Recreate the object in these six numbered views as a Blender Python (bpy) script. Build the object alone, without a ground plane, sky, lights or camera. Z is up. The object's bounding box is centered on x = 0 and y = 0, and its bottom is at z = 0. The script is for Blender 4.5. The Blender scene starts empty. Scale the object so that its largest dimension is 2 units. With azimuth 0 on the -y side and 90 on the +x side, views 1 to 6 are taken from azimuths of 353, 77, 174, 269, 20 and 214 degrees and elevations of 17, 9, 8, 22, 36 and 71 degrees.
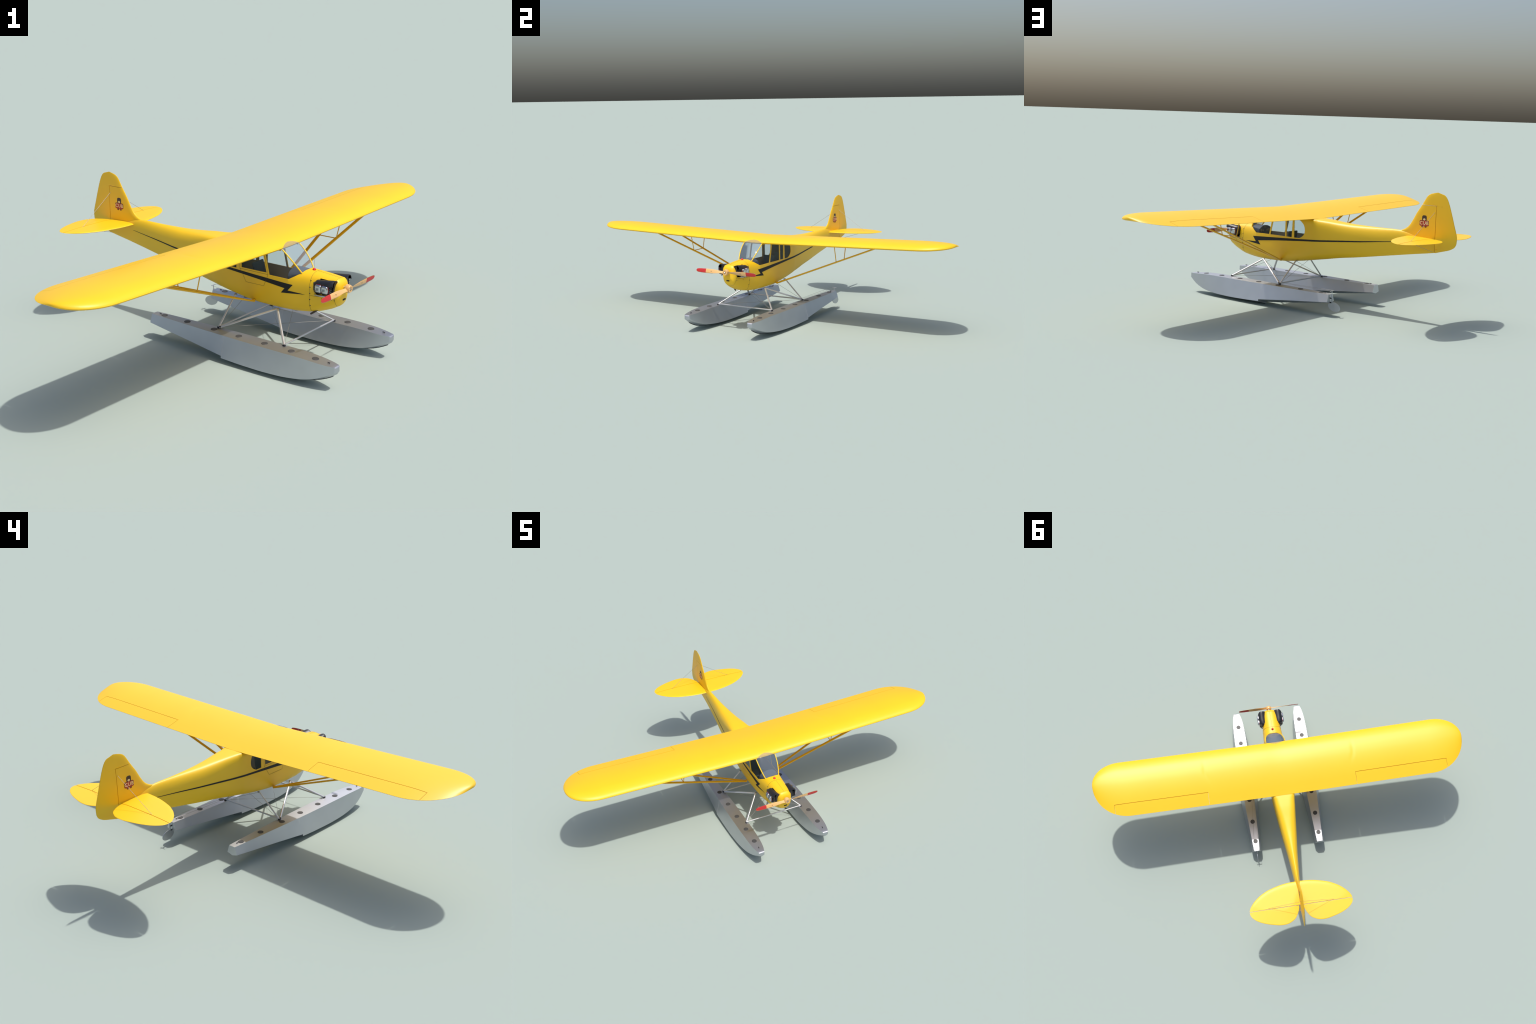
# Yellow high-wing floatplane, built in the aircraft's own frame
# (x = forward, y = left wing, z = up) under an Empty that is turned 45 degrees.
import bpy, bmesh, math, random
import numpy as np
from mathutils import Vector, Matrix

random.seed(7)
rng = np.random.default_rng(7)
COL = bpy.context.scene.collection

# ------------------------------------------------------------------ materials
def principled(name, color, rough=0.4, metal=0.0, coat=0.0, spec=0.5, grain=None, bump=None):
    m = bpy.data.materials.new(name)
    m.use_nodes = True
    nt = m.node_tree
    b = nt.nodes["Principled BSDF"]
    b.inputs["Base Color"].default_value = (*color, 1)
    b.inputs["Roughness"].default_value = rough
    b.inputs["Metallic"].default_value = metal
    b.inputs["Coat Weight"].default_value = coat
    b.inputs["Coat Roughness"].default_value = 0.15
    b.inputs["Specular IOR Level"].default_value = spec
    tc = nt.nodes.new("ShaderNodeTexCoord")
    if grain:
        scale, amount, stretch = grain
        mp = nt.nodes.new("ShaderNodeMapping")
        mp.inputs["Scale"].default_value = stretch
        nt.links.new(tc.outputs["Object"], mp.inputs["Vector"])
        nz = nt.nodes.new("ShaderNodeTexNoise")
        nz.inputs["Scale"].default_value = scale
        nz.inputs["Detail"].default_value = 4
        nt.links.new(mp.outputs["Vector"], nz.inputs["Vector"])
        rp = nt.nodes.new("ShaderNodeValToRGB")
        lo = tuple(max(0, c * (1 - amount)) for c in color)
        hi = tuple(min(1, c * (1 + amount)) for c in color)
        rp.color_ramp.elements[0].position = 0.3
        rp.color_ramp.elements[1].position = 0.7
        rp.color_ramp.elements[0].color = (*lo, 1)
        rp.color_ramp.elements[1].color = (*hi, 1)
        nt.links.new(nz.outputs["Fac"], rp.inputs["Fac"])
        nt.links.new(rp.outputs["Color"], b.inputs["Base Color"])
    if bump:
        nz2 = nt.nodes.new("ShaderNodeTexNoise")
        nz2.inputs["Scale"].default_value = bump[0]
        nt.links.new(tc.outputs["Object"], nz2.inputs["Vector"])
        bp = nt.nodes.new("ShaderNodeBump")
        bp.inputs["Strength"].default_value = bump[1]
        bp.inputs["Distance"].default_value = 0.001
        nt.links.new(nz2.outputs["Fac"], bp.inputs["Height"])
        nt.links.new(bp.outputs["Normal"], b.inputs["Normal"])
    return m

def glass_material(name, color, cover, rough=0.05, ior=1.12):
    """Clear acrylic: mostly see-through with a bluish veil."""
    m = bpy.data.materials.new(name)
    m.use_nodes = True
    nt = m.node_tree
    b = nt.nodes["Principled BSDF"]
    b.inputs["Base Color"].default_value = (*color, 1)
    b.inputs["Roughness"].default_value = rough
    t = nt.nodes.new("ShaderNodeBsdfTransparent")
    t.inputs["Color"].default_value = (0.93, 0.96, 0.98, 1)
    lw = nt.nodes.new("ShaderNodeFresnel")
    lw.inputs["IOR"].default_value = ior
    ad = nt.nodes.new("ShaderNodeMath")
    ad.operation = "ADD"
    ad.use_clamp = True
    ad.inputs[1].default_value = cover
    nt.links.new(lw.outputs["Fac"], ad.inputs[0])
    mx = nt.nodes.new("ShaderNodeMixShader")
    nt.links.new(ad.outputs[0], mx.inputs["Fac"])
    nt.links.new(t.outputs[0], mx.inputs[1])
    nt.links.new(b.outputs[0], mx.inputs[2])
    nt.links.new(mx.outputs[0], nt.nodes["Material Output"].inputs["Surface"])
    return m

YELLOW = principled("yellow_dope", (0.90, 0.54, 0.009), 0.43, coat=0.0, grain=(3.0, 0.02, (1, 1, 1)))
STRUTY = principled("yellow_tube_paint", (0.80, 0.44, 0.008), 0.35)
BLACK = principled("black_trim", (0.013, 0.013, 0.014), 0.55, spec=0.3)
SEAM = principled("seam_dark", (0.10, 0.07, 0.02), 0.7)  # dark brown of the panel and door lines
INTERIOR = principled("cabin_lining", (0.42, 0.37, 0.29), 0.8)
SEATBLUE = principled("seat_cloth", (0.05, 0.078, 0.105), 0.8, bump=(300, 0.3))
PANELBLUE = principled("panel_paint", (0.085, 0.10, 0.13), 0.6)
DIAL = principled("dial_face", (0.30, 0.27, 0.19), 0.5)
METAL = principled("float_aluminium", (0.54, 0.555, 0.59), 0.46, metal=1.0, grain=(9.0, 0.03, (1, 1, 1)))
TUBE = principled("strut_aluminium", (0.62, 0.62, 0.63), 0.32, metal=0.7)
WIRE = principled("steel_wire", (0.30, 0.29, 0.275), 0.4, metal=0.6)
CHROME = principled("chrome", (0.55, 0.57, 0.60), 0.16, metal=1.0)
HATCH = principled("hatch_rubber", (0.055, 0.055, 0.056), 0.5)
FITTING = principled("black_fitting", (0.02, 0.02, 0.024), 0.45)
BAFFLE = principled("black_baffle", (0.014, 0.014, 0.018), 0.38, bump=(200, 0.15))
ENGINE = principled("engine_dark", (0.008, 0.008, 0.009), 0.6)
RED = principled("red_gasket", (0.42, 0.012, 0.014), 0.4)
REDLAMP = principled("red_cap", (0.62, 0.02, 0.018), 0.25)
TIPRED = principled("red_tip_paint", (0.50, 0.022, 0.022), 0.4)
WOOD = principled("varnished_wood", (0.75, 0.43, 0.165), 0.35, coat=0.2, grain=(40.0, 0.10, (6, 0.35, 6)))
BRASS = principled("brass_edge", (0.35, 0.30, 0.13), 0.4, metal=0.5)
EXHAUST = principled("burnt_exhaust", (0.07, 0.05, 0.038), 0.6, metal=0.2)
BROWN = principled("badge_brown", (0.050, 0.026, 0.019), 0.5)
BEIGE = principled("badge_cream", (0.78, 0.62, 0.36), 0.5)
BADGERED = principled("badge_red", (0.40, 0.03, 0.025), 0.5)
GLASS_SIDE = glass_material("side_window_glass", (0.30, 0.36, 0.40), 0.05)
GLASS_FRONT = glass_material("windshield_glass", (0.24, 0.31, 0.40), 0.30)
LENSDOT = principled("decal_green", (0.02, 0.05, 0.03), 0.5)

# ------------------------------------------------------------------ helpers
ROOT = bpy.data.objects.new("seaplane", None)
COL.objects.link(ROOT)
ROOT.rotation_euler = (0, 0, -math.pi / 4)
ROOT["label"] = "yellow high-wing light aircraft on silver twin floats"
ROOT["category"] = "seaplane"

def pchip(xs, ys, q):
    """Monotone cubic through the control points xs -> ys (xs may descend)."""
    xs = np.asarray(xs, float); ys = np.asarray(ys, float); q = np.asarray(q, float)
    if xs[0] > xs[-1]:
        xs, ys = xs[::-1], ys[::-1]
    h = np.diff(xs); d = np.diff(ys) / h
    m = np.zeros_like(ys); m[0], m[-1] = d[0], d[-1]
    for i in range(1, len(xs) - 1):
        if d[i - 1] * d[i] > 0:
            w1, w2 = 2 * h[i] + h[i - 1], h[i] + 2 * h[i - 1]
            m[i] = (w1 + w2) / (w1 / d[i - 1] + w2 / d[i])
    k = np.clip(np.searchsorted(xs, q) - 1, 0, len(h) - 1)
    t = np.clip((q - xs[k]) / h[k], 0, 1)
    return ((2*t**3 - 3*t**2 + 1) * ys[k] + (t**3 - 2*t**2 + t) * h[k] * m[k]
            + (-2*t**3 + 3*t**2) * ys[k+1] + (t**3 - t**2) * h[k] * m[k+1])

def finish(me, angle=35):
    for p in me.polygons:
        p.use_smooth = True
    me.set_sharp_from_angle(angle=math.radians(angle))

def make(name, verts, faces, mats, parent=ROOT, angle=35, smooth=True):
    me = bpy.data.meshes.new(name)
    me.from_pydata([tuple(map(float, v)) for v in verts], [], faces)
    for m in (mats if isinstance(mats, (list, tuple)) else [mats]):
        me.materials.append(m)
    bm = bmesh.new(); bm.from_mesh(me)
    bmesh.ops.remove_doubles(bm, verts=bm.verts, dist=1e-6)
    bmesh.ops.recalc_face_normals(bm, faces=bm.faces)
    bm.to_mesh(me); bm.free()
    if smooth:
        finish(me, angle)
    ob = bpy.data.objects.new(name, me)
    COL.objects.link(ob)
    ob.parent = parent
    return ob

def from_bm(name, bm, mats, parent=ROOT, angle=35):
    me = bpy.data.meshes.new(name)
    bmesh.ops.recalc_face_normals(bm, faces=bm.faces)
    bm.to_mesh(me); bm.free()
    for m in (mats if isinstance(mats, (list, tuple)) else [mats]):
        me.materials.append(m)
    finish(me, angle)
    ob = bpy.data.objects.new(name, me)
    COL.objects.link(ob)
    ob.parent = parent
    return ob

def loft_data(rings, caps=(True, True), closed=True):
    n = len(rings[0]); verts = [p for r in rings for p in r]; faces = []
    for i in range(len(rings) - 1):
        for j in range(n if closed else n - 1):
            k = (j + 1) % n
            faces.append((i*n + j, i*n + k, (i+1)*n + k, (i+1)*n + j))
    if caps[0]: faces.append(tuple(range(n - 1, -1, -1)))
    if caps[1]: faces.append(tuple((len(rings) - 1) * n + j for j in range(n)))
    return verts, faces

def loft(name, rings, mats, parent=ROOT, caps=(True, True), closed=True, angle=35):
    v, f = loft_data(rings, caps, closed)
    return make(name, v, f, mats, parent, angle)

def frame(d, hint=(1, 0, 0)):
    d = Vector(d).normalized(); h = Vector(hint)
    a = (h - d * h.dot(d))
    if a.length < 1e-4:
        h = Vector((0, 0, 1)); a = h - d * h.dot(d)
    a.normalize()
    return d, a, d.cross(a)

def strut(name, p, q, chord, thick, mat, parent=ROOT, seg=16, hint=(1, 0, 0)):
    """Streamlined tube of elliptical section; its long axis lies along hint."""
    p, q = Vector(p), Vector(q)
    d, a, b = frame(q - p, hint)
    rings = []
    for c in (p, q):
        rings.append([c + a * (chord/2*math.cos(2*math.pi*i/seg)) + b * (thick/2*math.sin(2*math.pi*i/seg)) for i in range(seg)])
    return loft(name, rings, mat, parent, angle=50)

def tube(name, p, q, r, mat, parent=ROOT, seg=12):
    return strut(name, p, q, 2*r, 2*r, mat, parent, seg)

def pipe(name, pts, r, mat, parent=ROOT, seg=12):
    pts = [Vector(p) for p in pts]; rings = []
    ref = Vector((0.3, 0.9, 0.31)).normalized()
    for i, c in enumerate(pts):
        d = (pts[min(i+1, len(pts)-1)] - pts[max(i-1, 0)])
        d, a, b = frame(d, ref)
        rings.append([c + (a*math.cos(2*math.pi*k/seg) + b*math.sin(2*math.pi*k/seg))*r for k in range(seg)])
    return loft(name, rings, mat, parent, angle=50)

def rbox(name, lo, hi, bev, mat, parent=ROOT, seg=3, rot=None):
    lo, hi = Vector(lo), Vector(hi); c = (lo + hi)/2; s = hi - lo
    bm = bmesh.new()
    bmesh.ops.create_cube(bm, size=1)
    for v in bm.verts:
        v.co = Vector((v.co.x*s.x, v.co.y*s.y, v.co.z*s.z))
    if bev:
        bmesh.ops.bevel(bm, geom=list(bm.edges), offset=bev, segments=seg, affect="EDGES", profile=0.5)
    M = Matrix.Translation(c) @ (rot if rot else Matrix.Identity(4))
    bmesh.ops.transform(bm, matrix=M, verts=bm.verts)
    return from_bm(name, bm, mat, parent, 40)

DISCS = {}
def disc(name, c, axis, r, depth, mat, parent=ROOT, seg=28, bev=0.0):
    """Round plate; equal plates share one mesh and are only placed."""
    d, a, b = frame(axis, (0.21, 0.35, 0.91))
    key = (name, r, depth, mat.name, seg, bev)
    if key not in DISCS:
        prof = [(-depth/2, r), (depth/2 - bev, r)]
        if bev: prof.append((depth/2, r - bev))
        rings = [[(rr*math.cos(2*math.pi*k/seg), rr*math.sin(2*math.pi*k/seg), h) for k in range(seg)] for h, rr in prof]
        ob = loft(name, rings, mat, parent, angle=40)
        DISCS[key] = ob
    else:
        ob = DISCS[key].copy()
        COL.objects.link(ob)
        ob.parent = parent
    R = Matrix((a, b, d)).transposed().to_4x4()
    ob.matrix_local = Matrix.Translation(Vector(c)) @ R
    return ob

def bake(ob):
    dg = bpy.context.evaluated_depsgraph_get()
    me = bpy.data.meshes.new_from_object(ob.evaluated_get(dg))
    ob.modifiers.clear()
    ob.data = me

def boolean(ob, cutter, op="DIFFERENCE", keep=False, angle=35):
    md = ob.modifiers.new("cut", "BOOLEAN")
    md.operation = op; md.solver = "EXACT"; md.object = cutter
    md.material_mode = "INDEX"
    bpy.context.view_layer.update()
    bake(ob)
    finish(ob.data, angle)
    if not keep:
        bpy.data.objects.remove(cutter)

def prism(poly, y0, y1, mats, mat_index=0):
    """Closed prism whose side profile is poly (x, z), from y0 to y1."""
    n = len(poly)
    rings = [[(x, y0, z) for x, z in poly], [(x, y1, z) for x, z in poly]]
    ob = loft("cutter", rings, mats)
    for p in ob.data.polygons: p.material_index = mat_index
    return ob

def mirror(p): return (p[0], -p[1], p[2])

# ------------------------------------------------------------------ fuselage shape
# stations: x, half width, top, bottom, height of widest point, roundness up, roundness down
ST = [
 (.462, .0500, .4380, .3030, .380, 3.1, 2.5),
 (.430, .0560, .4410, .2850, .372, 3.0, 2.6),
 (.400, .0605, .4435, .2725, .366, 2.9, 2.7),
 (.370, .0645, .4460, .2615, .358, 2.8, 2.8),
 (.336, .0680, .4480, .2520, .350, 2.75, 2.9),
 (.300, .0700, .4488, .2455, .352, 2.8, 3.0),
 (.278, .0715, .4490, .2425, .354, 2.8, 3.1),
 (.250, .0745, .4492, .2400, .356, 2.9, 3.2),
 (.224, .0770, .4495, .2385, .358, 3.2, 3.4),
 (.214, .0775, .5460, .2380, .360, 9.0, 3.4),
 (.160, .0785, .5460, .2365, .370, 9.0, 3.7),
 (.080, .0795, .5455, .2380, .380, 9.0, 4.2),
 (.016, .0800, .5445, .2420, .390, 9.0, 5.0),
 (-.060, .0798, .5420, .2500, .395, 9.0, 5.0),
 (-.150, .0795, .5345, .2630, .400, 9.0, 4.8),
 (-.222, .0782, .5275, .2755, .410, 12., 4.6),
 (-.250, .0755, .5272, .2805, .415, 6.5, 4.5),
 (-.300, .0712, .5262, .2890, .420, 5.0, 4.6),
 (-.396, .0618, .5208, .3065, .428, 3.3, 4.4),
 (-.500, .0512, .5163, .3215, .436, 2.6, 4.2),
 (-.646, .0345, .5155, .3450, .448, 2.1, 3.8),
 (-.760, .0245, .5165, .3640, .455, 2.0, 3.5),
 (-.830, .0190, .5130, .3755, .456, 2.0, 3.2),
 (-.900, .0140, .4980, .3870, .452, 2.0, 3.0),
 (-.960, .0105, .4880, .3965, .450, 2.2, 3.0),
 (-1.0265, .0070, .4840, .4075, .448, 2.5, 3.0),
]
SX = [s[0] for s in ST]
def station(x):
    return [float(pchip(SX, [s[k] for s in ST], [x])[0]) for k in range(1, 7)]

def half_ring(x, m=44, inset=0.0):
    w, zt, zb, zc, nu, nl = station(x)
    w -= inset; zt -= inset; zb += inset
    t = np.linspace(0, math.pi/2, 400)
    s, c = np.sin(t), np.cos(t)
    up = np.stack([w*np.abs(s)**(2/nu), zc + (zt-zc)*np.abs(c)**(2/nu)], 1)       # top -> side
    dn = np.stack([w*np.abs(c)**(2/nl), zc - (zc-zb)*np.abs(s)**(2/nl)], 1)       # side -> bottom
    def re(p, k):
        L = np.r_[0, np.cumsum(np.hypot(*np.diff(p, axis=0).T))]
        q = np.linspace(0, L[-1], k)
        return np.stack([np.interp(q, L, p[:, 0]), np.interp(q, L, p[:, 1])], 1)
    return np.vstack([re(up, m//2 + 1)[:-1], re(dn, m//2 + 1)])

def ring(x, m=44, inset=0.0, at=None):
    h = half_ring(x, m, inset)
    pts = [(at if at is not None else x, y, z) for y, z in h]
    pts += [(p[0], -p[1], p[2]) for p in pts[-2:0:-1]]
    return pts

def side_y(x, z):
    w, zt, zb, zc, nu, nl = station(x)
    if z >= zc:
        f = min(1, (z-zc)/(zt-zc)); return w*(1-f**nu)**(1/nu)
    f = min(1, (zc-z)/(zc-zb)); return w*(1-f**nl)**(1/nl)

def xs_between(a, b, step=0.012):
    n = max(2, int(abs(b-a)/step) + 1)
    xs = list(np.linspace(a, b, n))
    xs += [s for s in (.224, .214, -.222, -.250) if min(a, b) < s < max(a, b)]
    xs = sorted(set(round(float(v), 5) for v in xs), reverse=True)
    return xs

FUS_MATS = [YELLOW, INTERIOR]
FUSELAGE = loft("fuselage", [ring(x) for x in xs_between(.3352, -1.0262)], FUS_MATS)
cav = loft("cutter", [ring(x, inset=.0035) for x in xs_between(.322, -.30)], FUS_MATS)
for p in cav.data.polygons: p.material_index = 1
boolean(FUSELAGE, cav)

def post_x(x404, z): return x404 - .235*(z - .404)
WTOP = .5315
front = [(.1115, .4045), (.2215, .4035), (.250, .4200), (.278, .4378), (.2855, .4472), (.33, .4550), (.33, .62), (.171, .62), (.171, WTOP), (post_x(.1115, WTOP), WTOP)]
boolean(FUSELAGE, prism(front, -.2, .2, FUS_MATS))
# left side windows
W_FRONT = [(.1005, .4045), (post_x(.1005, WTOP), WTOP), (-.017, WTOP), (-.017, .4040)]
W_MID = [(-.0285, .4040), (-.0285, WTOP), (-.074, .5290), (-.069, .4035)]
W_REAR = [(-.088, .4035), (-.086, .5250), (-.105, .5220), (-.122, .5160), (-.138, .5070), (-.152, .4960), (-.161, .4850), (-.1675, .4700), (-.1695, .4530), (-.1670, .4370), (-.160, .4250), (-.147, .4130), (-.128, .4035)]
W_DOOR = [(.0965, .4125), (post_x(.0965, WTOP), WTOP), (-.056, WTOP), (-.056, .4110)]
for poly, y0, y1 in ((W_FRONT, .02, .2), (W_MID, .02, .2), (W_REAR, .02, .2), (W_DOOR, -.2, -.02), (W_REAR, -.2, -.02)):
    boolean(FUSELAGE, prism(poly, y0, y1, FUS_MATS))

def pane(name, poly, side, mat, off=-.0018):
    """Thin flat-sided acrylic pane that follows the fuselage wall."""
    v, n = [], len(poly)
    for d in (off, off - .0008):
        v += [(x, side*(side_y(min(max(x, -.3), .2), z if z < .5 else .5) + d), z) for x, z in poly]
    f = [tuple(range(n)), tuple(range(2*n-1, n-1, -1))] + [(i, (i+1) % n, n+(i+1) % n, n+i) for i in range(n)]
    return make(name, v, f, mat, FUSELAGE, smooth=False)
for poly, s in ((W_FRONT, 1), (W_MID, 1), (W_REAR, 1), (W_DOOR, -1), (W_REAR, -1)):
    pane("window_pane", poly, s, GLASS_SIDE)

# windshield: swept arch from the scuttle up over the wing's leading edge
def shield(s, t):
    a = abs(s)
    B = Vector((.2785 + .0055*(1-a**2), .0485*s, .4378 + .0090*(1-a**2.2)))
    T = Vector((.1800 - .004*(1-a), .0690*s, .5390 + .0170*(1-a**3)))
    p = B.lerp(T, t)
    bulge = 4*t*(1-t)
    p += Vector((.004*bulge, .005*bulge*s, .004*bulge))
    return p
rows = []
NS, NT = 24, 16
for i in range(NT + 1):
    rows.append([shield(-1 + 2*j/NS, i/NT) for j in range(NS + 1)])
rows.append([shield(-1 + 2*j/NS, 1) + Vector((-.024, 0, .0045 - .004*abs(-1+2*j/NS))) for j in range(NS + 1)])
v, f = loft_data(rows, (False, False), closed=False)
SHIELD = make("windshield", v, f, GLASS_FRONT, FUSELAGE, 60)
for s in (-1, 1):
    pipe("windshield_frame", [shield(s, t) for t in np.linspace(-.02, 1.0, 14)], .0033, YELLOW, FUSELAGE)
    q = [(.2205, .0760, .4040), (.250, .0650, .4210), tuple(Vector(mirror(shield(-1, 0))))]
    q += [tuple(shield(1, t)) for t in (.25, .5, .75, 1)]
    q += [(.155, .0735, .534), (.0835, .0770, .534), (.1125, .0775, .4045)]
    q = [(p[0], s*abs(p[1]), p[2]) for p in q]
    c = tuple(np.mean(np.array(q), axis=0) + np.array([0, s*.002, 0]))
    make("quarter_window", q + [c], [(i, (i+1) % len(q), len(q)) for i in range(len(q))], GLASS_SIDE, FUSELAGE, 60)

# fuel cap with its float wire
cap_rings = []
for z, r in ((.4450, .0086), (.4500, .0086), (.4525, .0080), (.4555, .0060), (.4572, .0028)):
    cap_rings.append([(.316 + r*math.cos(2*math.pi*k/20), r*math.sin(2*math.pi*k/20), z) for k in range(20)])
loft("fuel_cap", cap_rings, REDLAMP, FUSELAGE, angle=70)
pipe("fuel_gauge_wire", [(.316, 0, .4560), (.316, 0, .496), (.3155, .001, .501), (.3145, .004, .502)], .0006, WIRE, FUSELAGE, 8)

# ---- cabin
rbox("cabin_floor", (-.10, -.060, .270), (.27, .060, .275), .001, INTERIOR, FUSELAGE)
pr = []
for x in (.207, .211):
    arc = [(x, .062*math.cos(a), .398 + .0485*max(0, math.sin(a))**.8) for a in np.linspace(0, math.pi, 25)]
    pr.append(arc + [(x, -.060, .355), (x, .060, .355)])
PANEL = loft("instrument_panel", pr, PANELBLUE, FUSELAGE)
for y, z, r in ((.042, .416, .0090), (.022, .415, .0062), (-.015, .416, .0062), (-.034, .417, .0090), (.006, .434, .0035)):
    disc("gauge", (.2063, y, z), (-1, 0, 0), r, .0016, DIAL, PANEL)
gl = []
for x in np.linspace(.209, .281, 8):
    t = (x - .209)/.072
    w, zt = (.0625*(1-t) + .0600*t), .4475
    arc = [(x, w*math.cos(a), .400 + (zt - .402)*max(0, math.sin(a))**.75 - .001*t) for a in np.linspace(0, math.pi, 25)]
    gl.append(arc)
v, f = loft_data(gl, (False, False), closed=False)
make("glare_shield", v, f, PANELBLUE, FUSELAGE, 60)
for x0 in (.000, -.140):
    rbox("seat_cushion", (x0 - .005, -.042, .305), (x0 + .075, .042, .325), .007, SEATBLUE, FUSELAGE)
    rbox("seat_back", (x0 - .016, -.041, .315), (x0 - .004, .041, .432), .005, SEATBLUE, FUSELAGE, rot=Matrix.Rotation(math.radians(-7), 4, "Y"))
    tube("control_stick", (x0 + .085, 0, .268), (x0 + .075, 0, .375), .0025, BLACK, FUSELAGE)
# ---- decals that hug the fuselage side
def decal(name, poly, side, mat, off=.0007, parent=FUSELAGE, grid=.012, yfun=side_y):
    bm = bmesh.new()
    vs = [bm.verts.new((x, 0, z)) for x, z in poly]
    bm.faces.new(vs)
    bm.normal_update()
    bmesh.ops.triangulate(bm, faces=bm.faces[:])
    xs = [p[0] for p in poly]; zs = [p[1] for p in poly]
    for lo, hi, no, ax in ((min(xs), max(xs), (1, 0, 0), 0), (min(zs), max(zs), (0, 0, 1), 2)):
        g = lo + grid
        while g < hi:
            co = [0, 0, 0]; co[ax] = g
            bmesh.ops.bisect_plane(bm, geom=bm.verts[:] + bm.edges[:] + bm.faces[:], plane_co=co, plane_no=no)
            g += grid
    for v in bm.verts:
        v.co.y = side*(yfun(v.co.x, v.co.z) + off)
    return from_bm(name, bm, mat, parent, 60)

def strip(a, b, w):
    (x0, z0), (x1, z1) = a, b
    dx, dz = x1-x0, z1-z0; L = math.hypot(dx, dz); nx, nz = -dz/L*w/2, dx/L*w/2
    return [(x0+nx, z0+nz), (x1+nx, z1+nz), (x1-nx, z1-nz), (x0-nx, z0-nz)]

S_UP = [(.040, .3895), (-.124, .3975), (-.282, .4065), (-.431, .4185), (-.549, .4275), (-.762, .4470), (-.845, .4550)]
S_LO = [(.040, .3720), (-.147, .3870), (-.282, .3965), (-.431, .4100), (-.549, .4205), (-.762, .4440), (-.845, .4535)]
bolt = [(.246, .3795)] + S_UP + S_LO[::-1] + [(.201, .3555), (.180, .3305), (.314, .3440), (.2185, .3480)]
for s in (-1, 1):
    decal("lightning_stripe", bolt, s, BLACK)
# door outline on the right side
door = [(-.0650, .5250), (-.0650, .4040), (-.0490, .3810), (-.0280, .3430), (.0800, .3440), (.0920, .3720), (.1050, .4045), (post_x(.1050, .525), .525)]
for a, b in zip(door[:-1], door[1:]):
    decal("door_seam", strip(a, b, .0011), -1, SEAM, .0011, grid=.02)
decal("door_seam", strip((-.0650, .4045), (.1050, .4045), .0011), -1, SEAM, .0011, grid=.02)

# ------------------------------------------------------------------ cowling and nose
COWL_MATS = [YELLOW, ENGINE]
COWL = loft("cowling", [ring(x) for x in xs_between(.4614, .3362, .01)], COWL_MATS)
cav = loft("cutter", [ring(x, inset=.003) for x in xs_between(.456, .343, .01)], COWL_MATS)
for p in cav.data.polygons: p.material_index = 1
boolean(COWL, cav)
hole = [(.3700, .3570), (.3640, .3790), (.3830, .4315), (.4560, .4275), (.4585, .3900), (.4530, .3590)]
boolean(COWL, prism(hole, -.2, -.028, COWL_MATS))
boolean(COWL, prism(hole, .028, .2, COWL_MATS))
nose = []
base = np.array(ring(.462))
for x, k in ((.4622, 1.0), (.4655, .975), (.4695, .935), (.4735, .880), (.4770, .810), (.4802, .715), (.4826, .600), (.4842, .455), (.4852, .25), (.4855, .05)):
    r = base.copy(); r[:, 0] = x
    r[:, 1] *= k; r[:, 2] = .380 + (r[:, 2] - .380)*k
    nose.append([tuple(p) for p in r])
NOSE = loft("nose_bowl", nose, YELLOW, COWL, angle=50)
for x0, x1 in ((.3350, .3364), (.4612, .4624)):
    loft("panel_seam", [ring(x, inset=-.0003) for x in (x0 + .0001, x1 - .0001)], SEAM, COWL)
rbox("air_slot_plate", (.4790, -.0105, .3350), (.4858, .0105, .3425), .0005, BLACK, NOSE)  # black block standing proud of the nose in place of a cut slot
# seams along the top centre and the sides of the cowling
top = []
for x in np.linspace(.3370, .4612, 20):
    zt = station(x)[1]
    top.append([(x, -.0005, zt - .002), (x, .0005, zt - .002), (x, .0005, zt + .0004), (x, -.0005, zt + .0004)])
loft("panel_seam", top, SEAM, COWL)
for s in (-1, 1):
    for a, b in (((.3370, .3450), (.4610, .3515)),):
        decal("panel_seam", strip(a, b, .0010), s, SEAM, .0006, COWL)
def bolt_at(x, z, s, r=.0026):
    y = side_y(x, z); e = .001
    n = Vector((-(side_y(x+e, z) - side_y(x-e, z))/(2*e), 1, -(side_y(x, z+e) - side_y(x, z-e))/(2*e)))
    n.normalize()
    p = Vector((x, y, z)) + n*.0002
    disc("cowl_fastener", (p.x, s*p.y, p.z), (n.x, s*n.y, n.z), r, .0020, FITTING, COWL, 14, .0006)
for s in (-1, 1):
    for z in (.415, .385, .355, .325, .295):
        bolt_at(.3385, z, s)
    for x, z in ((.455, .3640), (.447, .3410), (.459, .3385), (.400, .3390)):
        bolt_at(x, z, s, .0021)
pipe("exhaust_stub", [(.370, -.034, .276), (.357, -.0385, .266), (.344, -.042, .2565), (.330, -.0455, .2465)], .0046, EXHAUST, COWL, 14)

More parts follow.
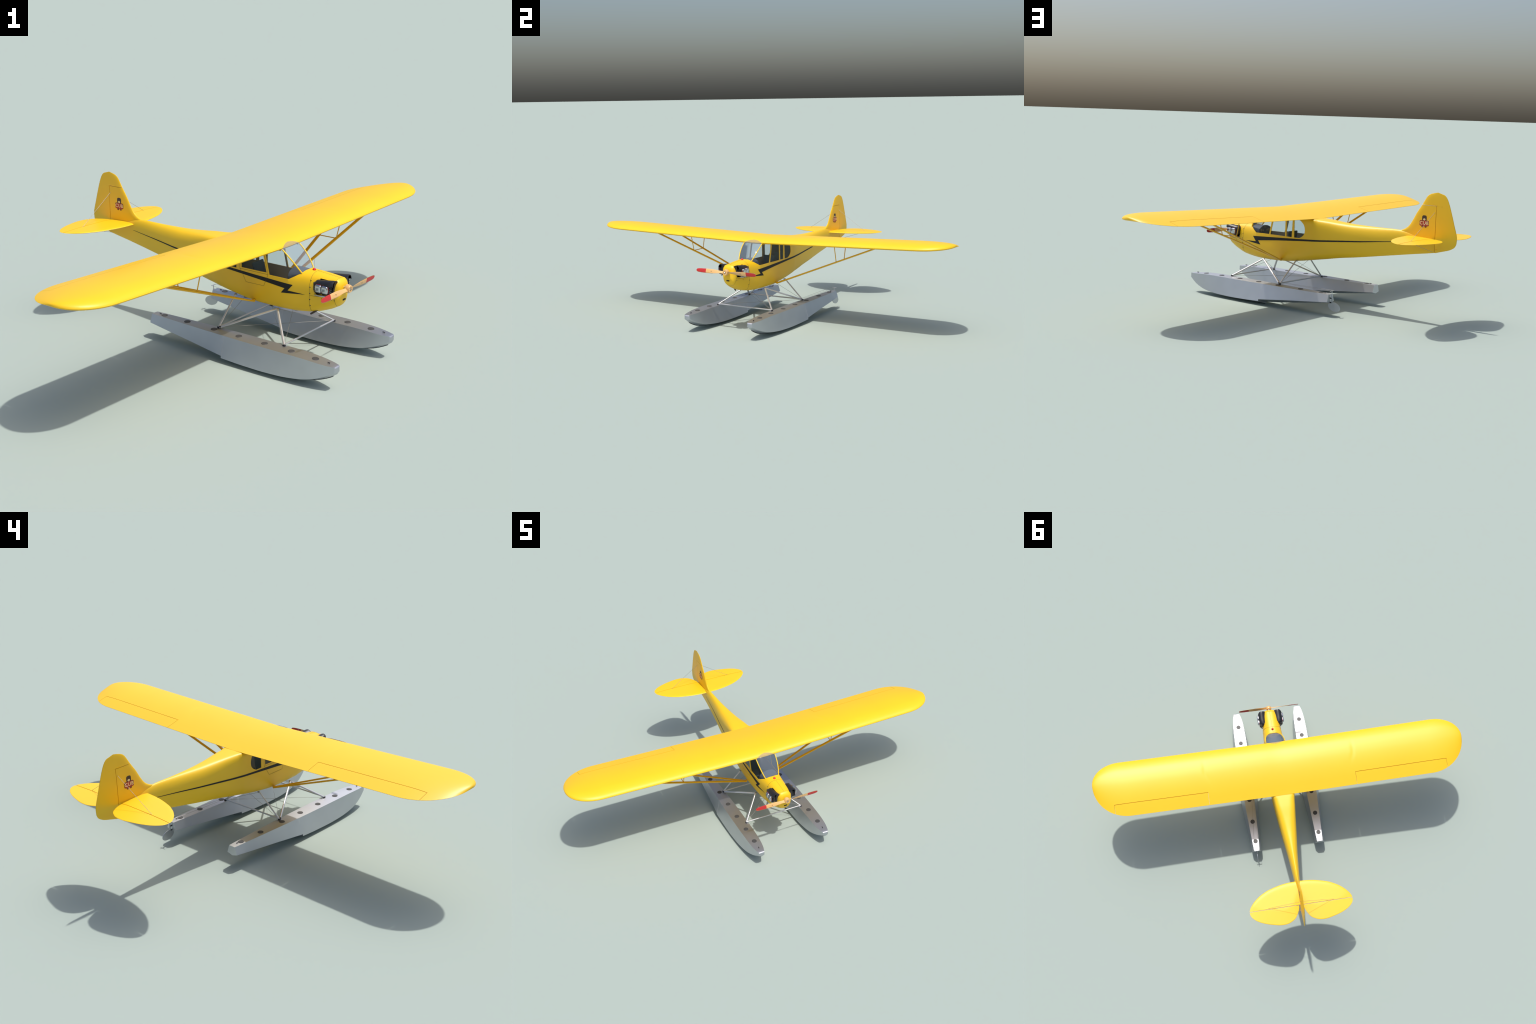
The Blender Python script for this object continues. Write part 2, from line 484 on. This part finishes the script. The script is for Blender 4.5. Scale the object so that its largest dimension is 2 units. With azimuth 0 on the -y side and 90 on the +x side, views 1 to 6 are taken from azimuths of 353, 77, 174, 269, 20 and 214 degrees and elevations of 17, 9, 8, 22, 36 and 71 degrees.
# engine: two cylinder banks with hoods, rocker covers and pipes
for s in (-1, 1):
    def S(x, y, z): return (x, s*y, z)
    def B(lo, hi): return ((lo[0], min(s*lo[1], s*hi[1]), lo[2]), (hi[0], max(s*lo[1], s*hi[1]), hi[2]))
    BLOCK = rbox("engine_cylinder", *B((.374, .030, .3700), (.456, .0850, .4160)), .004, ENGINE)
    for k in range(5):
        z = .374 + k*.0095
        rbox("cooling_fin", *B((.372, .034, z), (.4585, .0860, z + .0025)), .0008, BAFFLE, BLOCK, 1)
    # hood: arched sheet along the bank, a bit higher in front
    outer, rings = [(.036, .4265), (.048, .4325), (.060, .4355), (.071, .4345), (.080, .4300), (.0860, .4225), (.0885, .4130)], []
    prof = outer + [(y - .0016 if y > .06 else y, z - .0030) for y, z in outer[::-1]]
    for x, dz, dy in ((.3690, -.0160, -.012), (.3725, -.0095, -.005), (.3800, -.0065, -.001), (.4100, -.0035, 0), (.4400, .0005, 0), (.4520, .0022, 0), (.4600, .0033, 0), (.4660, .0040, 0), (.4710, .0040, 0)):
        kf = 1 - .30*max(0, (x - .452)/.019)**2
        rings.append([S(x, .058 + (y + dy - .058)*(kf if y > .058 else 1), z + dz) for y, z in prof])
    loft("engine_hood", rings, BAFFLE, BLOCK, angle=45)
    rbox("engine_hood", *B((.3660, .034, .378), (.3760, .0830, .4200)), .004, BAFFLE, BLOCK)
    fr = [S(.4600, .036, .3700), S(.4690, .036, .4270), S(.4685, .058, .4350), S(.4640, .060, .4000), S(.4590, .064, .3720)]
    fb = [(p[0] - .0025, p[1], p[2]) for p in fr]
    loft("engine_hood", [fr, fb], BAFFLE, BLOCK)
    for x in (.4000, .4355):
        def sq(y, k, zc=.3970, x=x):
            out = []
            for q in range(32):
                a = 2*math.pi*q/32; ca, sa = math.cos(a), math.sin(a)
                out.append(S(x + .0168*k*math.copysign(abs(ca)**.42, ca), y, zc + .0183*k*math.copysign(abs(sa)**.42, sa)))
            return out
        loft("rocker_gasket", [sq(.0840, 1.045), sq(.0876, 1.045)], RED, BLOCK)
        loft("rocker_cover", [sq(.0860, 1.0), sq(.0915, .99), sq(.0945, .95), sq(.0968, .87), sq(.0982, .74), sq(.0988, .55), sq(.0990, .2)], CHROME, BLOCK, angle=60)
        rbox("rocker_boss", *B((x - .0085, .0950, .3870), (x - .0020, .0996, .3935)), .001, WIRE, BLOCK, 1)
        tube("pushrod_tube", S(x - .012, .070, .3700), S(x + .014, .082, .3715), .0034, STRUTY, BLOCK)
        tube("spark_plug", S(x + .006, .062, .412), S(x + .010, .066, .424), .0016, CHROME, BLOCK, 8)
    pipe("exhaust_pipe", [S(.366, .066, .3560), S(.376, .0775, .3580), S(.400, .0810, .3600), S(.436, .0800, .3620), S(.449, .0700, .3635)], .0046, CHROME, BLOCK)

# ------------------------------------------------------------------ propeller
AX = .395
def bl(r, t):
    """blade section at radius r: list of (x, along-chord) rotated by pitch"""
    ch = float(pchip([.008, .020, .035, .055, .085, .115, .150, .180, .203, .216, .2225, .2250], [.0170, .0150, .0155, .0190, .0245, .0268, .0266, .0256, .0232, .0190, .0125, .0030], [r])[0])
    th = float(pchip([.008, .020, .035, .055, .085, .115, .150, .180, .203, .2250], [.0150, .0120, .0098, .0080, .0064, .0054, .0046, .0040, .0032, .0010], [r])[0])
    pit = math.radians(float(pchip([.008, .035, .055, .085, .115, .150, .225], [50, 38, 30, 22, 17.5, 14, 10], [r])[0]))
    out = []
    for k in range(20):
        a = 2*math.pi*k/20
        c, n = ch/2*math.cos(a), th/2*math.sin(a)
        if n < 0: n *= .6
        out.append((c, n, pit))
    return out
PROP = loft("propeller_hub", [[(x, q*math.cos(2*math.pi*k/40), AX + q*math.sin(2*math.pi*k/40)) for k in range(40)]
                              for x, q in ((.4945, .0165), (.4965, .0190), (.5020, .0200), (.5100, .0188), (.5165, .0172), (.5180, .0162))], WOOD, angle=40)
RS = [.004, .012, .020, .028, .036, .046, .056, .068, .080, .092, .104, .116, .128, .140, .1495, .1505, .160, .170, .180, .190, .198, .205, .211, .2155, .219, .2217, .2237, .2247]
for s in (-1, 1):
    rings = []
    for r in RS:
        rg = []
        for c, n, pit in bl(r, 0):
            # for the right blade (s=-1) the upper edge lies aft
            dz = c*math.cos(pit) - n*math.sin(pit); dx = -c*math.sin(pit)*1.0 + n*math.cos(pit)*1.0
            if s < 0: rg.append((.5075 + dx, -r, AX + dz))
            else: rg.append((.5075 + dx, r, AX - dz))
        rings.append(rg)
    ob = loft("propeller_blade", rings, [WOOD, TIPRED], PROP, angle=60)
    for p in ob.data.polygons:
        if abs(p.center.y) > .1503: p.material_index = 1
    edge = []
    for r in np.linspace(.095, .2245, 40):
        ch = bl(r, 0)[0]; pit = ch[2]; c = -ch[0] + .0002
        dz, dx = c*math.cos(pit), -c*math.sin(pit)
        edge.append((.5075 + dx, s*r, AX + (dz if s < 0 else -dz)))
    pipe("leading_edge_strip", edge, .0009, BRASS, PROP, 8)
    disc("blade_decal", (.5098, s*.1095, AX), (1, -.0*s, .3 if s < 0 else -.3), .0026, .0006, LENSDOT, PROP, 20)
disc("hub_cap", (.5182, 0, AX), (1, 0, 0), .0036, .003, CHROME, PROP, 18, .0008)
for k in range(6):
    a = math.pi/6 + k*math.pi/3
    disc("hub_nut", (.5180, .0082*math.cos(a), AX + .0082*math.sin(a)), (1, 0, 0), .0014, .0025, FITTING, PROP, 8)
    strut("hub_plate_spoke", (.5181, .002*math.cos(a), AX + .002*math.sin(a)), (.5181, .0062*math.cos(a), AX + .0062*math.sin(a)), .0014, .0014, FITTING, PROP, 8)
tube("propeller_shaft", (.484, 0, AX), (.498, 0, AX), .0095, CHROME, PROP, 24)

# ------------------------------------------------------------------ wing
XLE, XTE, CH = .1780, -.2235, .4015
AF_X = [0, .004, .0125, .025, .05, .1, .15, .2, .3, .4, .5, .6, .7, .8, .9, 1]
AF_U = [.035, .0445, .0545, .065, .079, .096, .1068, .1136, .117, .114, .1052, .0915, .0735, .0522, .028, .0035]
AF_L = [.035, .026, .0193, .0147, .0093, .0042, .0015, .0003, 0, 0, 0, 0, 0, 0, 0, 0]
NC = 40
cs = .5*(1 - np.cos(np.linspace(0, math.pi, NC + 1)))
UP = pchip(AF_X, AF_U, cs); LO = pchip(AF_X, AF_L, cs)
DIH = .0238
def planform(y):
    y = abs(y); mid = .0190
    le = XLE if y <= 1.13 else mid + (XLE - mid)*max(0, 1 - ((y-1.13)/.2058)**2.1)**(1/2.1)
    te = XTE if y <= 1.08 else mid + (XTE - mid)*max(0, 1 - ((y-1.08)/.2558)**2.03)**(1/2.03)
    return le, te
def wing_section(y):
    le, te = planform(y); r = (le - te)/CH
    rr = r**.75
    x = le - (le - te)*cs
    basez = .5355 + (x - XLE)/CH*.0092 - .0080*rr**1.5*np.clip(1 - cs, 0, 1)**2
    lift = (1 - rr)*.0205 + DIH*abs(y)
    zu = basez + lift + UP*.409*rr; zl = basez + lift + LO*.409*rr
    # shallow dent added to imitate shading artifacts of the source mesh
    zu = zu - .0015*np.exp(-((x - .005)/.06)**2)*np.exp(-((abs(y) - .537 + .45*np.clip(-x, 0, 1))/.013)**2)
    pts = [(x[i], y, zu[i]) for i in range(NC, -1, -1)] + [(x[i], y, zl[i]) for i in range(1, NC + 1)]
    return pts
ys = sorted(list(np.arange(0, 1.06, .05)) + list(np.arange(.485, .582, .006)) + [1.07 + .26578*math.sin(a) for a in np.linspace(0.0, math.pi/2, 28)])
ys = [-y for y in ys[:0:-1]] + ys
WING = loft("wing", [wing_section(y) for y in ys], YELLOW, angle=40)
for s in (-1, 1):
    AIL = bpy.data.objects.new("aileron", WING.data.copy()); COL.objects.link(AIL); AIL.parent = WING
    g = .0014
    def box(x1, ya, yb): return prism([(-.30, .45), (x1, .45), (x1, .70), (-.30, .70)], min(ya, yb), max(ya, yb), [YELLOW])
    boolean(AIL, box(-.1360 - g, s*(.5315 + g*.6), s*(1.1945 - g*.6)), "INTERSECT", angle=40)
    boolean(WING, box(-.1360 + g, s*(.5315 - g*.6), s*(1.1945 + g*.6)), angle=40)

# lift struts, jury struts
def P(*a, s=1): return (a[0], s*a[1], a[2])
for s in (-1, 1):
    r0 = P(.0168, .0795, .2532, s=s)
    FS = strut("wing_strut", r0, P(.1093, .860, .5556, s=s), .0205, .0096, STRUTY)
    RST = strut("wing_strut", P(.0106, .0795, .2518, s=s), P(-.0670, .860, .5574, s=s), .0190, .0092, STRUTY)
    jf, jr = P(.0730, .5550, .4378, s=s), P(-.0370, .5550, .4380, s=s)
    wf, wr = P(.1010, .5560, .5460, s=s), P(-.0620, .5560, .5440, s=s)
    for a, b in ((jf, wf), (jr, wr), (jf, jr)):
        tube("jury_strut", a, b, .0026, STRUTY)
    rbox("strut_bracket", (.006, min(s*.070, s*.083), .2500), (.022, max(s*.070, s*.083), .2620), .003, STRUTY)

# ------------------------------------------------------------------ tail surfaces
ZS = .484
S_LEy = [0, .02, .065, .112, .15, .19, .22, .25, .275, .30, .325, .34, .351, .358, .3605]
S_LEx = [-.8445, -.845, -.847, -.853, -.861, -.872, -.882, -.897, -.911, -.9295, -.9525, -.9705, -.987, -1.004, -1.018]
S_TEy = [0, .016, .020, .032, .0495, .061, .080, .100, .115, .140, .163, .207, .243, .286, .3205, .346, .358, .3605]
S_TEx = [-1.022, -1.030, -1.042, -1.069, -1.097, -1.108, -1.119, -1.1285, -1.132, -1.1338, -1.1325, -1.1235, -1.114, -1.098, -1.079, -1.0555, -1.034, -1.018]
def plate(le, te, lo, hi, h0, n=18, led=.030, ted=.10, tmin=.0012, tip=1.0):
    """(x, half thickness) samples of a plate section between hi and lo, as part of the chord le..te"""
    u = .5*(1 - np.cos(np.linspace(0, math.pi, n + 1)))
    x = hi - (hi - lo)*u
    d1 = np.clip((le - x)/led, 0, 1); d2 = np.clip((x - te)/ted, 0, 1)
    h = h0*tip*np.sqrt(np.clip(1 - (1 - d1)**2, 0, 1))*(.22 + .78*d2)
    h = h*np.clip((x - te)/.0015, 0, 1)**.5
    return x, h
def stab_ring(y, part):
    a = abs(y)
    le = float(pchip(S_LEy, S_LEx, [a])[0]); te = float(pchip(S_TEy, S_TEx, [a])[0])
    lo, hi = (-1.0108, le) if part == "fixed" else (te, -1.0146)
    if part == "fixed": lo = min(lo, le - .0005)
    else: hi = max(hi, te + .0005)
    tip = max(.12, math.sqrt(max(0, 1 - (a/.3606)**6)))
    x, h = plate(le, te, lo, hi, .0058, tip=tip)
    return [(xx, y, ZS + hh) for xx, hh in zip(x, h)] + [(xx, y, ZS - hh) for xx, hh in zip(x[::-1], h[::-1])]
ysf = [float(v) for v in np.r_[np.linspace(0, .30, 21), .312, .323, .333, .341,   .347, .3515, .3545, .3570, .3590]]
ysf = [-y for y in ysf[:0:-1]] + ysf
STAB = loft("horizontal_stabilizer", [stab_ring(y, "fixed") for y in ysf], YELLOW, angle=50)
for s in (-1, 1):
    ye = [.0165, .018, .020, .023, .027, .031, .036, .042, .050, .058, .066, .075, .085, .097] + list(np.linspace(.11, .30, 14)) + [.313, .325, .335, .343, .349, .3535, .3570, .3595]
    loft("elevator", [stab_ring(s*float(y), "moving") for y in ye], YELLOW, STAB, angle=50)

F_z = [.4800, .5000, .5130, .5180, .5290, .5440, .5750, .6250, .6730, .7010, .7240, .7350, .7420, .7465]
F_x = [-.780, -.785, -.795, -.809, -.832, -.8510, -.8730, -.9010, -.9330, -.9500, -.9660, -.9820, -1.006, -1.0290]
R_z = [.4075, .4200, .4320, .4400, .4475, .4600, .4750, .5030, .5340, .5670, .6120, .6540, .6870, .7140, .7270, .7345, .7410, .7465]
R_x = [-1.032, -1.077, -1.119, -1.135, -1.1470, -1.157, -1.1615, -1.1625, -1.1550, -1.1440, -1.1300, -1.1160, -1.1040, -1.0910, -1.0815, -1.0725, -1.050, -1.030]
def fin_ring(z, part):
    le = float(pchip(F_z, F_x, [z])[0]) if z > .48 else -1.0
    te = float(pchip(R_z, R_x, [z])[0])
    if part == "fixed": lo, hi = -1.0262, le
    elif z < .6715: lo, hi = te, -1.0288
    else: lo, hi = te, le
    hi = max(hi, lo + .0008)
    tip = max(.25, math.sqrt(max(0, 1 - max(0, (z - .60)/.150)**2)))
    led = .035 if z > .484 else .004
    x, h = plate(le, te, lo, hi, .0070, led=led, tip=tip)
    return [(xx, hh, z) for xx, hh in zip(x, h)] + [(xx, -hh, z) for xx, hh in zip(x[::-1], h[::-1])]
FIN = loft("fin", [fin_ring(float(z), "fixed") for z in np.r_[np.linspace(.482, .52, 9), np.linspace(.526, .6698, 18)]], YELLOW, angle=50)
RUD = loft("rudder", [fin_ring(float(z), "moving") for z in np.r_[np.linspace(.4078, .448, 9), np.linspace(.455, .6712, 24), .6718, np.linspace(.68, .735, 9), .739, .7425, .745, .7463]], YELLOW, FIN, angle=50)
for s in (-1, 1):
    tube("rudder_horn", (-1.036, 0, .4275), (-1.043, s*.016, .4265), .0022, STRUTY, RUD, 8)
    a, b, c = (-1.0065, s*.2345, .4860), (-1.0190, s*.0060, .6350), (-1.0200, s*.0050, .4110)
    tube("tail_bracing_wire", a, b, .0008, WIRE, STAB, 8)
    tube("tail_bracing_wire", (a[0], a[1], .4815), c, .0008, WIRE, STAB, 8)

# ---- badge on the fin: red plate with the word, plain oval figure above, two feet below
def fin_y(x, z):
    le = float(pchip(F_z, F_x, [z])[0]); te = float(pchip(R_z, R_x, [z])[0])
    d1 = min(1, max(0, (le - x)/.035)); d2 = min(1, max(0, (x - te)/.10))
    tip = math.sqrt(max(0, 1 - max(0, (z - .60)/.150)**2))
    return .0070*tip*math.sqrt(max(0, 1 - (1 - d1)**2))*(.22 + .78*d2)
def oval(cx, cz, rx, rz, n=28, power=1.0):
    return [(cx + rx*math.copysign(abs(math.cos(2*math.pi*k/n))**power, math.cos(2*math.pi*k/n)),
             cz + rz*math.copysign(abs(math.sin(2*math.pi*k/n))**power, math.sin(2*math.pi*k/n))) for k in range(n)]
BX, BZ = -.9545, .5690
for s in (-1, 1):
    kw = dict(parent=FIN, grid=.02, yfun=fin_y)
    decal("badge_figure", oval(BX, BZ + .0275, .0150, .0170, power=.6), s, BROWN, .0005, **kw)
    for e in (-1, 1):
        decal("badge_foot", oval(BX + e*.0098, BZ - .0195, .0068, .0052, 16), s, BROWN, .0006, **kw)
        decal("badge_foot", oval(BX + e*.0098, BZ - .0195, .0038, .0028, 14), s, BADGERED, .0009, **kw)
    decal("badge_face", oval(BX, BZ + .0215, .0078, .0060), s, BEIGE, .0009, **kw)
    decal("badge_plate", oval(BX, BZ, .0298, .0158, 32, .32), s, BROWN, .0008, **kw)
    decal("badge_plate", oval(BX, BZ, .0284, .0144, 32, .32), s, BADGERED, .0011, **kw)
    cu = bpy.data.curves.new("badge_text", "FONT")
    cu.body = "CUB"; cu.size = .0262; cu.align_x = "CENTER"; cu.align_y = "CENTER"
    cu.offset = .0006; cu.extrude = .0001; cu.space_character = 1.16
    to = bpy.data.objects.new("badge_text", cu); COL.objects.link(to)
    bpy.context.view_layer.update()
    me = bpy.data.meshes.new_from_object(to.evaluated_get(bpy.context.evaluated_depsgraph_get()))
    bpy.data.objects.remove(to)
    for v in me.vertices:
        tx, ty, tz = v.co
        x = BX + (-s)*tx; z = BZ + ty
        v.co = (x, s*(fin_y(x, z) + .0014 + tz), z)
    me.materials.clear(); me.materials.append(BEIGE)
    to = bpy.data.objects.new("badge_text", me); COL.objects.link(to); to.parent = FIN

# ------------------------------------------------------------------ floats
FY = .237
# x, deck half width, deck height, chine half width, chine height, keel height
FL = [
 (-.4940, .0198, .1268, .0338, .0840, .0745),
 (-.3900, .0255, .1270, .0405, .0735, .0600),
 (-.2000, .0335, .1273, .0530, .0555, .0350),
 (-.1100, .0368, .1273, .0590, .0460, .0240),
 (-.0052, .0398, .1273, .0662, .0355, .0120),
]
FF = [
 (-.0050, .0400, .1273, .0665, .0245, .0030),
 (.1000, .0420, .1273, .0668, .0200, .0030),
 (.2200, .0426, .1273, .0658, .0180, .0035),
 (.3300, .0426, .1272, .0620, .0200, .0055),
 (.4000, .0418, .1270, .0570, .0250, .0105),
 (.4500, .0404, .1258, .0520, .0315, .0175),
 (.5000, .0382, .1235, .0450, .0430, .0275),
 (.5400, .0345, .1205, .0375, .0570, .0420),
 (.5700, .0295, .1185, .0305, .0705, .0560),
 (.5900, .0242, .1170, .0252, .0815, .0670),
 (.6030, .0205, .1160, .0210, .0885, .0775),
]
def resample(tab, step=.014):
    xs = [t[0] for t in tab]; n = int((xs[-1]-xs[0])/step) + 1
    q = sorted(set(np.round(np.linspace(xs[0], xs[-1], n), 5)))
    return [[float(x)] + [float(pchip(xs, [t[k] for t in tab], [x])[0]) for k in range(1, 6)] for x in q]
def float_ring(row, cy):
    x, d, zd, c, zc, zk = row
    d, c = d*1.02, c*1.025
    half = [(0, zd + .0004), (d*.5, zd + .0003), (d, zd)]
    for t in (.2, .4, .6, .8):
        half.append((d + (c-d)*t, zd + (zc-zd)*t))
    half += [(c, zc), (c*.97, zc - .0012), (c*.6, zc + (zk-zc)*.45), (c*.08, zk)]
    pts = [(x, cy + y, z) for y, z in half]
    pts += [(x, cy - y, z) for y, z in half[:0:-1]]
    return pts
for s in (-1, 1):
    cy = s*FY
    rows = resample(FL) + resample(FF)
    rings = [float_ring(r, cy) for r in rows]
    last = rows[-1]
    for x, k in ((.6060, .94), (.6085, .82), (.6102, .64), (.6112, .40)):
        rr = list(last); rr[0] = x; zm = .0985
        rr[1] *= k; rr[3] *= k
        for j in (2, 4, 5): rr[j] = zm + (rr[j] - zm)*k
        rings.append(float_ring(rr, cy))
    FLOAT = loft("float", rings, METAL, angle=28)
    # black keel strip under the forebody
    kx = np.linspace(.588, -.004, 44)
    kz = pchip([t[0] for t in FF], [t[5] for t in FF], kx)
    kr = []
    for i, (x, z) in enumerate(zip(kx, kz)):
        w = .0042 if .02 < i/44 < .98 else .002
        kr.append([(x, cy - w, z + .002), (x, cy + w, z + .002), (x, cy + w*.7, z - .003), (x, cy - w*.7, z - .003)])
    loft("keel_strip", kr, FITTING, FLOAT)
    for x in (-.426, -.274, -.102, .051, .204, .357, .4915):
        zd = float(pchip([t[0] for t in FL + FF], [t[2] for t in FL + FF], [x])[0])
        slope = -.09 if x > .45 else 0
        disc("hatch_cover", (x, cy, zd + .0010), (-slope, 0, 1), .0162, .0022, HATCH, FLOAT, 36, .0006)
    for x in (.563, -.4535):
        zd = float(pchip([t[0] for t in FL + FF], [t[2] for t in FL + FF], [x])[0])
        C = rbox("mooring_cleat", (x - .0075, cy - .0014, zd + .0042), (x + .0075, cy + .0014, zd + .0066), .0008, FITTING, FLOAT, 1)
        for e in (-.0035, .0035):
            rbox("cleat_post", (x + e - .0011, cy - .0012, zd - .001), (x + e + .0011, cy + .0012, zd + .0050), .0003, FITTING, C, 1)
    # struts from the float to the fuselage
    ff, rf = (.296, s*.208, .1320), (-.094, s*.211, .1320)
    ft, rt = (.158, s*.0740, .2400), (-.103, s*.0735, .2590)
    strut("float_strut", ff, ft, .0125, .0085, TUBE)
    strut("float_strut", (rf[0] + .004, rf[1], rf[2]), (ft[0] - .003, ft[1], ft[2]), .0120, .0080, TUBE)
    strut("float_strut", rf, rt, .0105, .0075, TUBE)
    for p in (ff, rf):
        rbox("strut_foot", (p[0] - .007, p[1] - .005, .1275), (p[0] + .007, p[1] + .005, .1355), .0015, FITTING, FLOAT)
    rbox("strut_foot", (rf[0] + .004, rf[1] - .003, .1290), (rf[0] + .012, rf[1] + .003, .1400), .0015, FITTING, FLOAT)
    for p in (ft, rt):
        rbox("fuselage_fitting", (p[0] - .0055, p[1] - (.012 if s > 0 else .002), p[2] - .0025), (p[0] + .0035, p[1] + (.002 if s > 0 else .012), p[2] + .0035), .001, WIRE)
    # crossed wires to the other side
    tube("bracing_wire", ff, (.158, -s*.070, .2410), .0008, WIRE, seg=8)
    tube("bracing_wire", rf, (-.103, -s*.070, .2590), .0008, WIRE, seg=8)
    tube("bracing_wire", ff, (-.094, -s*.211, .1330), .0008, WIRE, seg=8)
for x, y in ((.296, .208), (-.094, .211)):
    tube("spreader_bar", (x, -y, .1345), (x, y, .1345), .0043, TUBE, seg=16)

# ------------------------------------------------------------------ water rudder on the left float
WR = tube("water_rudder", (-.5040, FY, .072), (-.5040, FY, .1480), .0022, METAL, seg=10)
pl = [(-.4990, .1260), (-.5075, .1260), (-.5115, .0960), (-.5085, .0760), (-.5000, .0760)]
loft("rudder_bracket", [[(x, FY - .0016, z) for x, z in pl], [(x, FY + .0016, z) for x, z in pl]], METAL, WR)
n = 36; tilt = math.radians(12)
bl_r = []
for y in (-.0016, .0016):
    rg = []
    for k in range(n):
        a = 2*math.pi*k/n
        u, w = .0430*math.cos(a), .0262*math.sin(a)
        rg.append((-.522 + u*math.cos(tilt) - w*math.sin(tilt), FY + y, .0555 + u*math.sin(tilt) + w*math.cos(tilt)))
    bl_r.append(rg)
loft("rudder_blade", bl_r, METAL, WR)
for z in (.1035, .0785):
    rbox("rudder_hinge", (-.5040, FY - .0030, z - .0035), (-.4935, FY + .0030, z + .0035), .001, FITTING, WR)
rbox("tiller_bar", (-.5065, FY - .0190, .1465), (-.5015, FY + .0190, .1485), .0008, METAL, WR)
for e in (-.0175, .0175):
    tube("rudder_cable", (-.504, FY + e, .1475), (-.094, .211 + e*.4, .1400), .0006, WIRE, WR, 6)
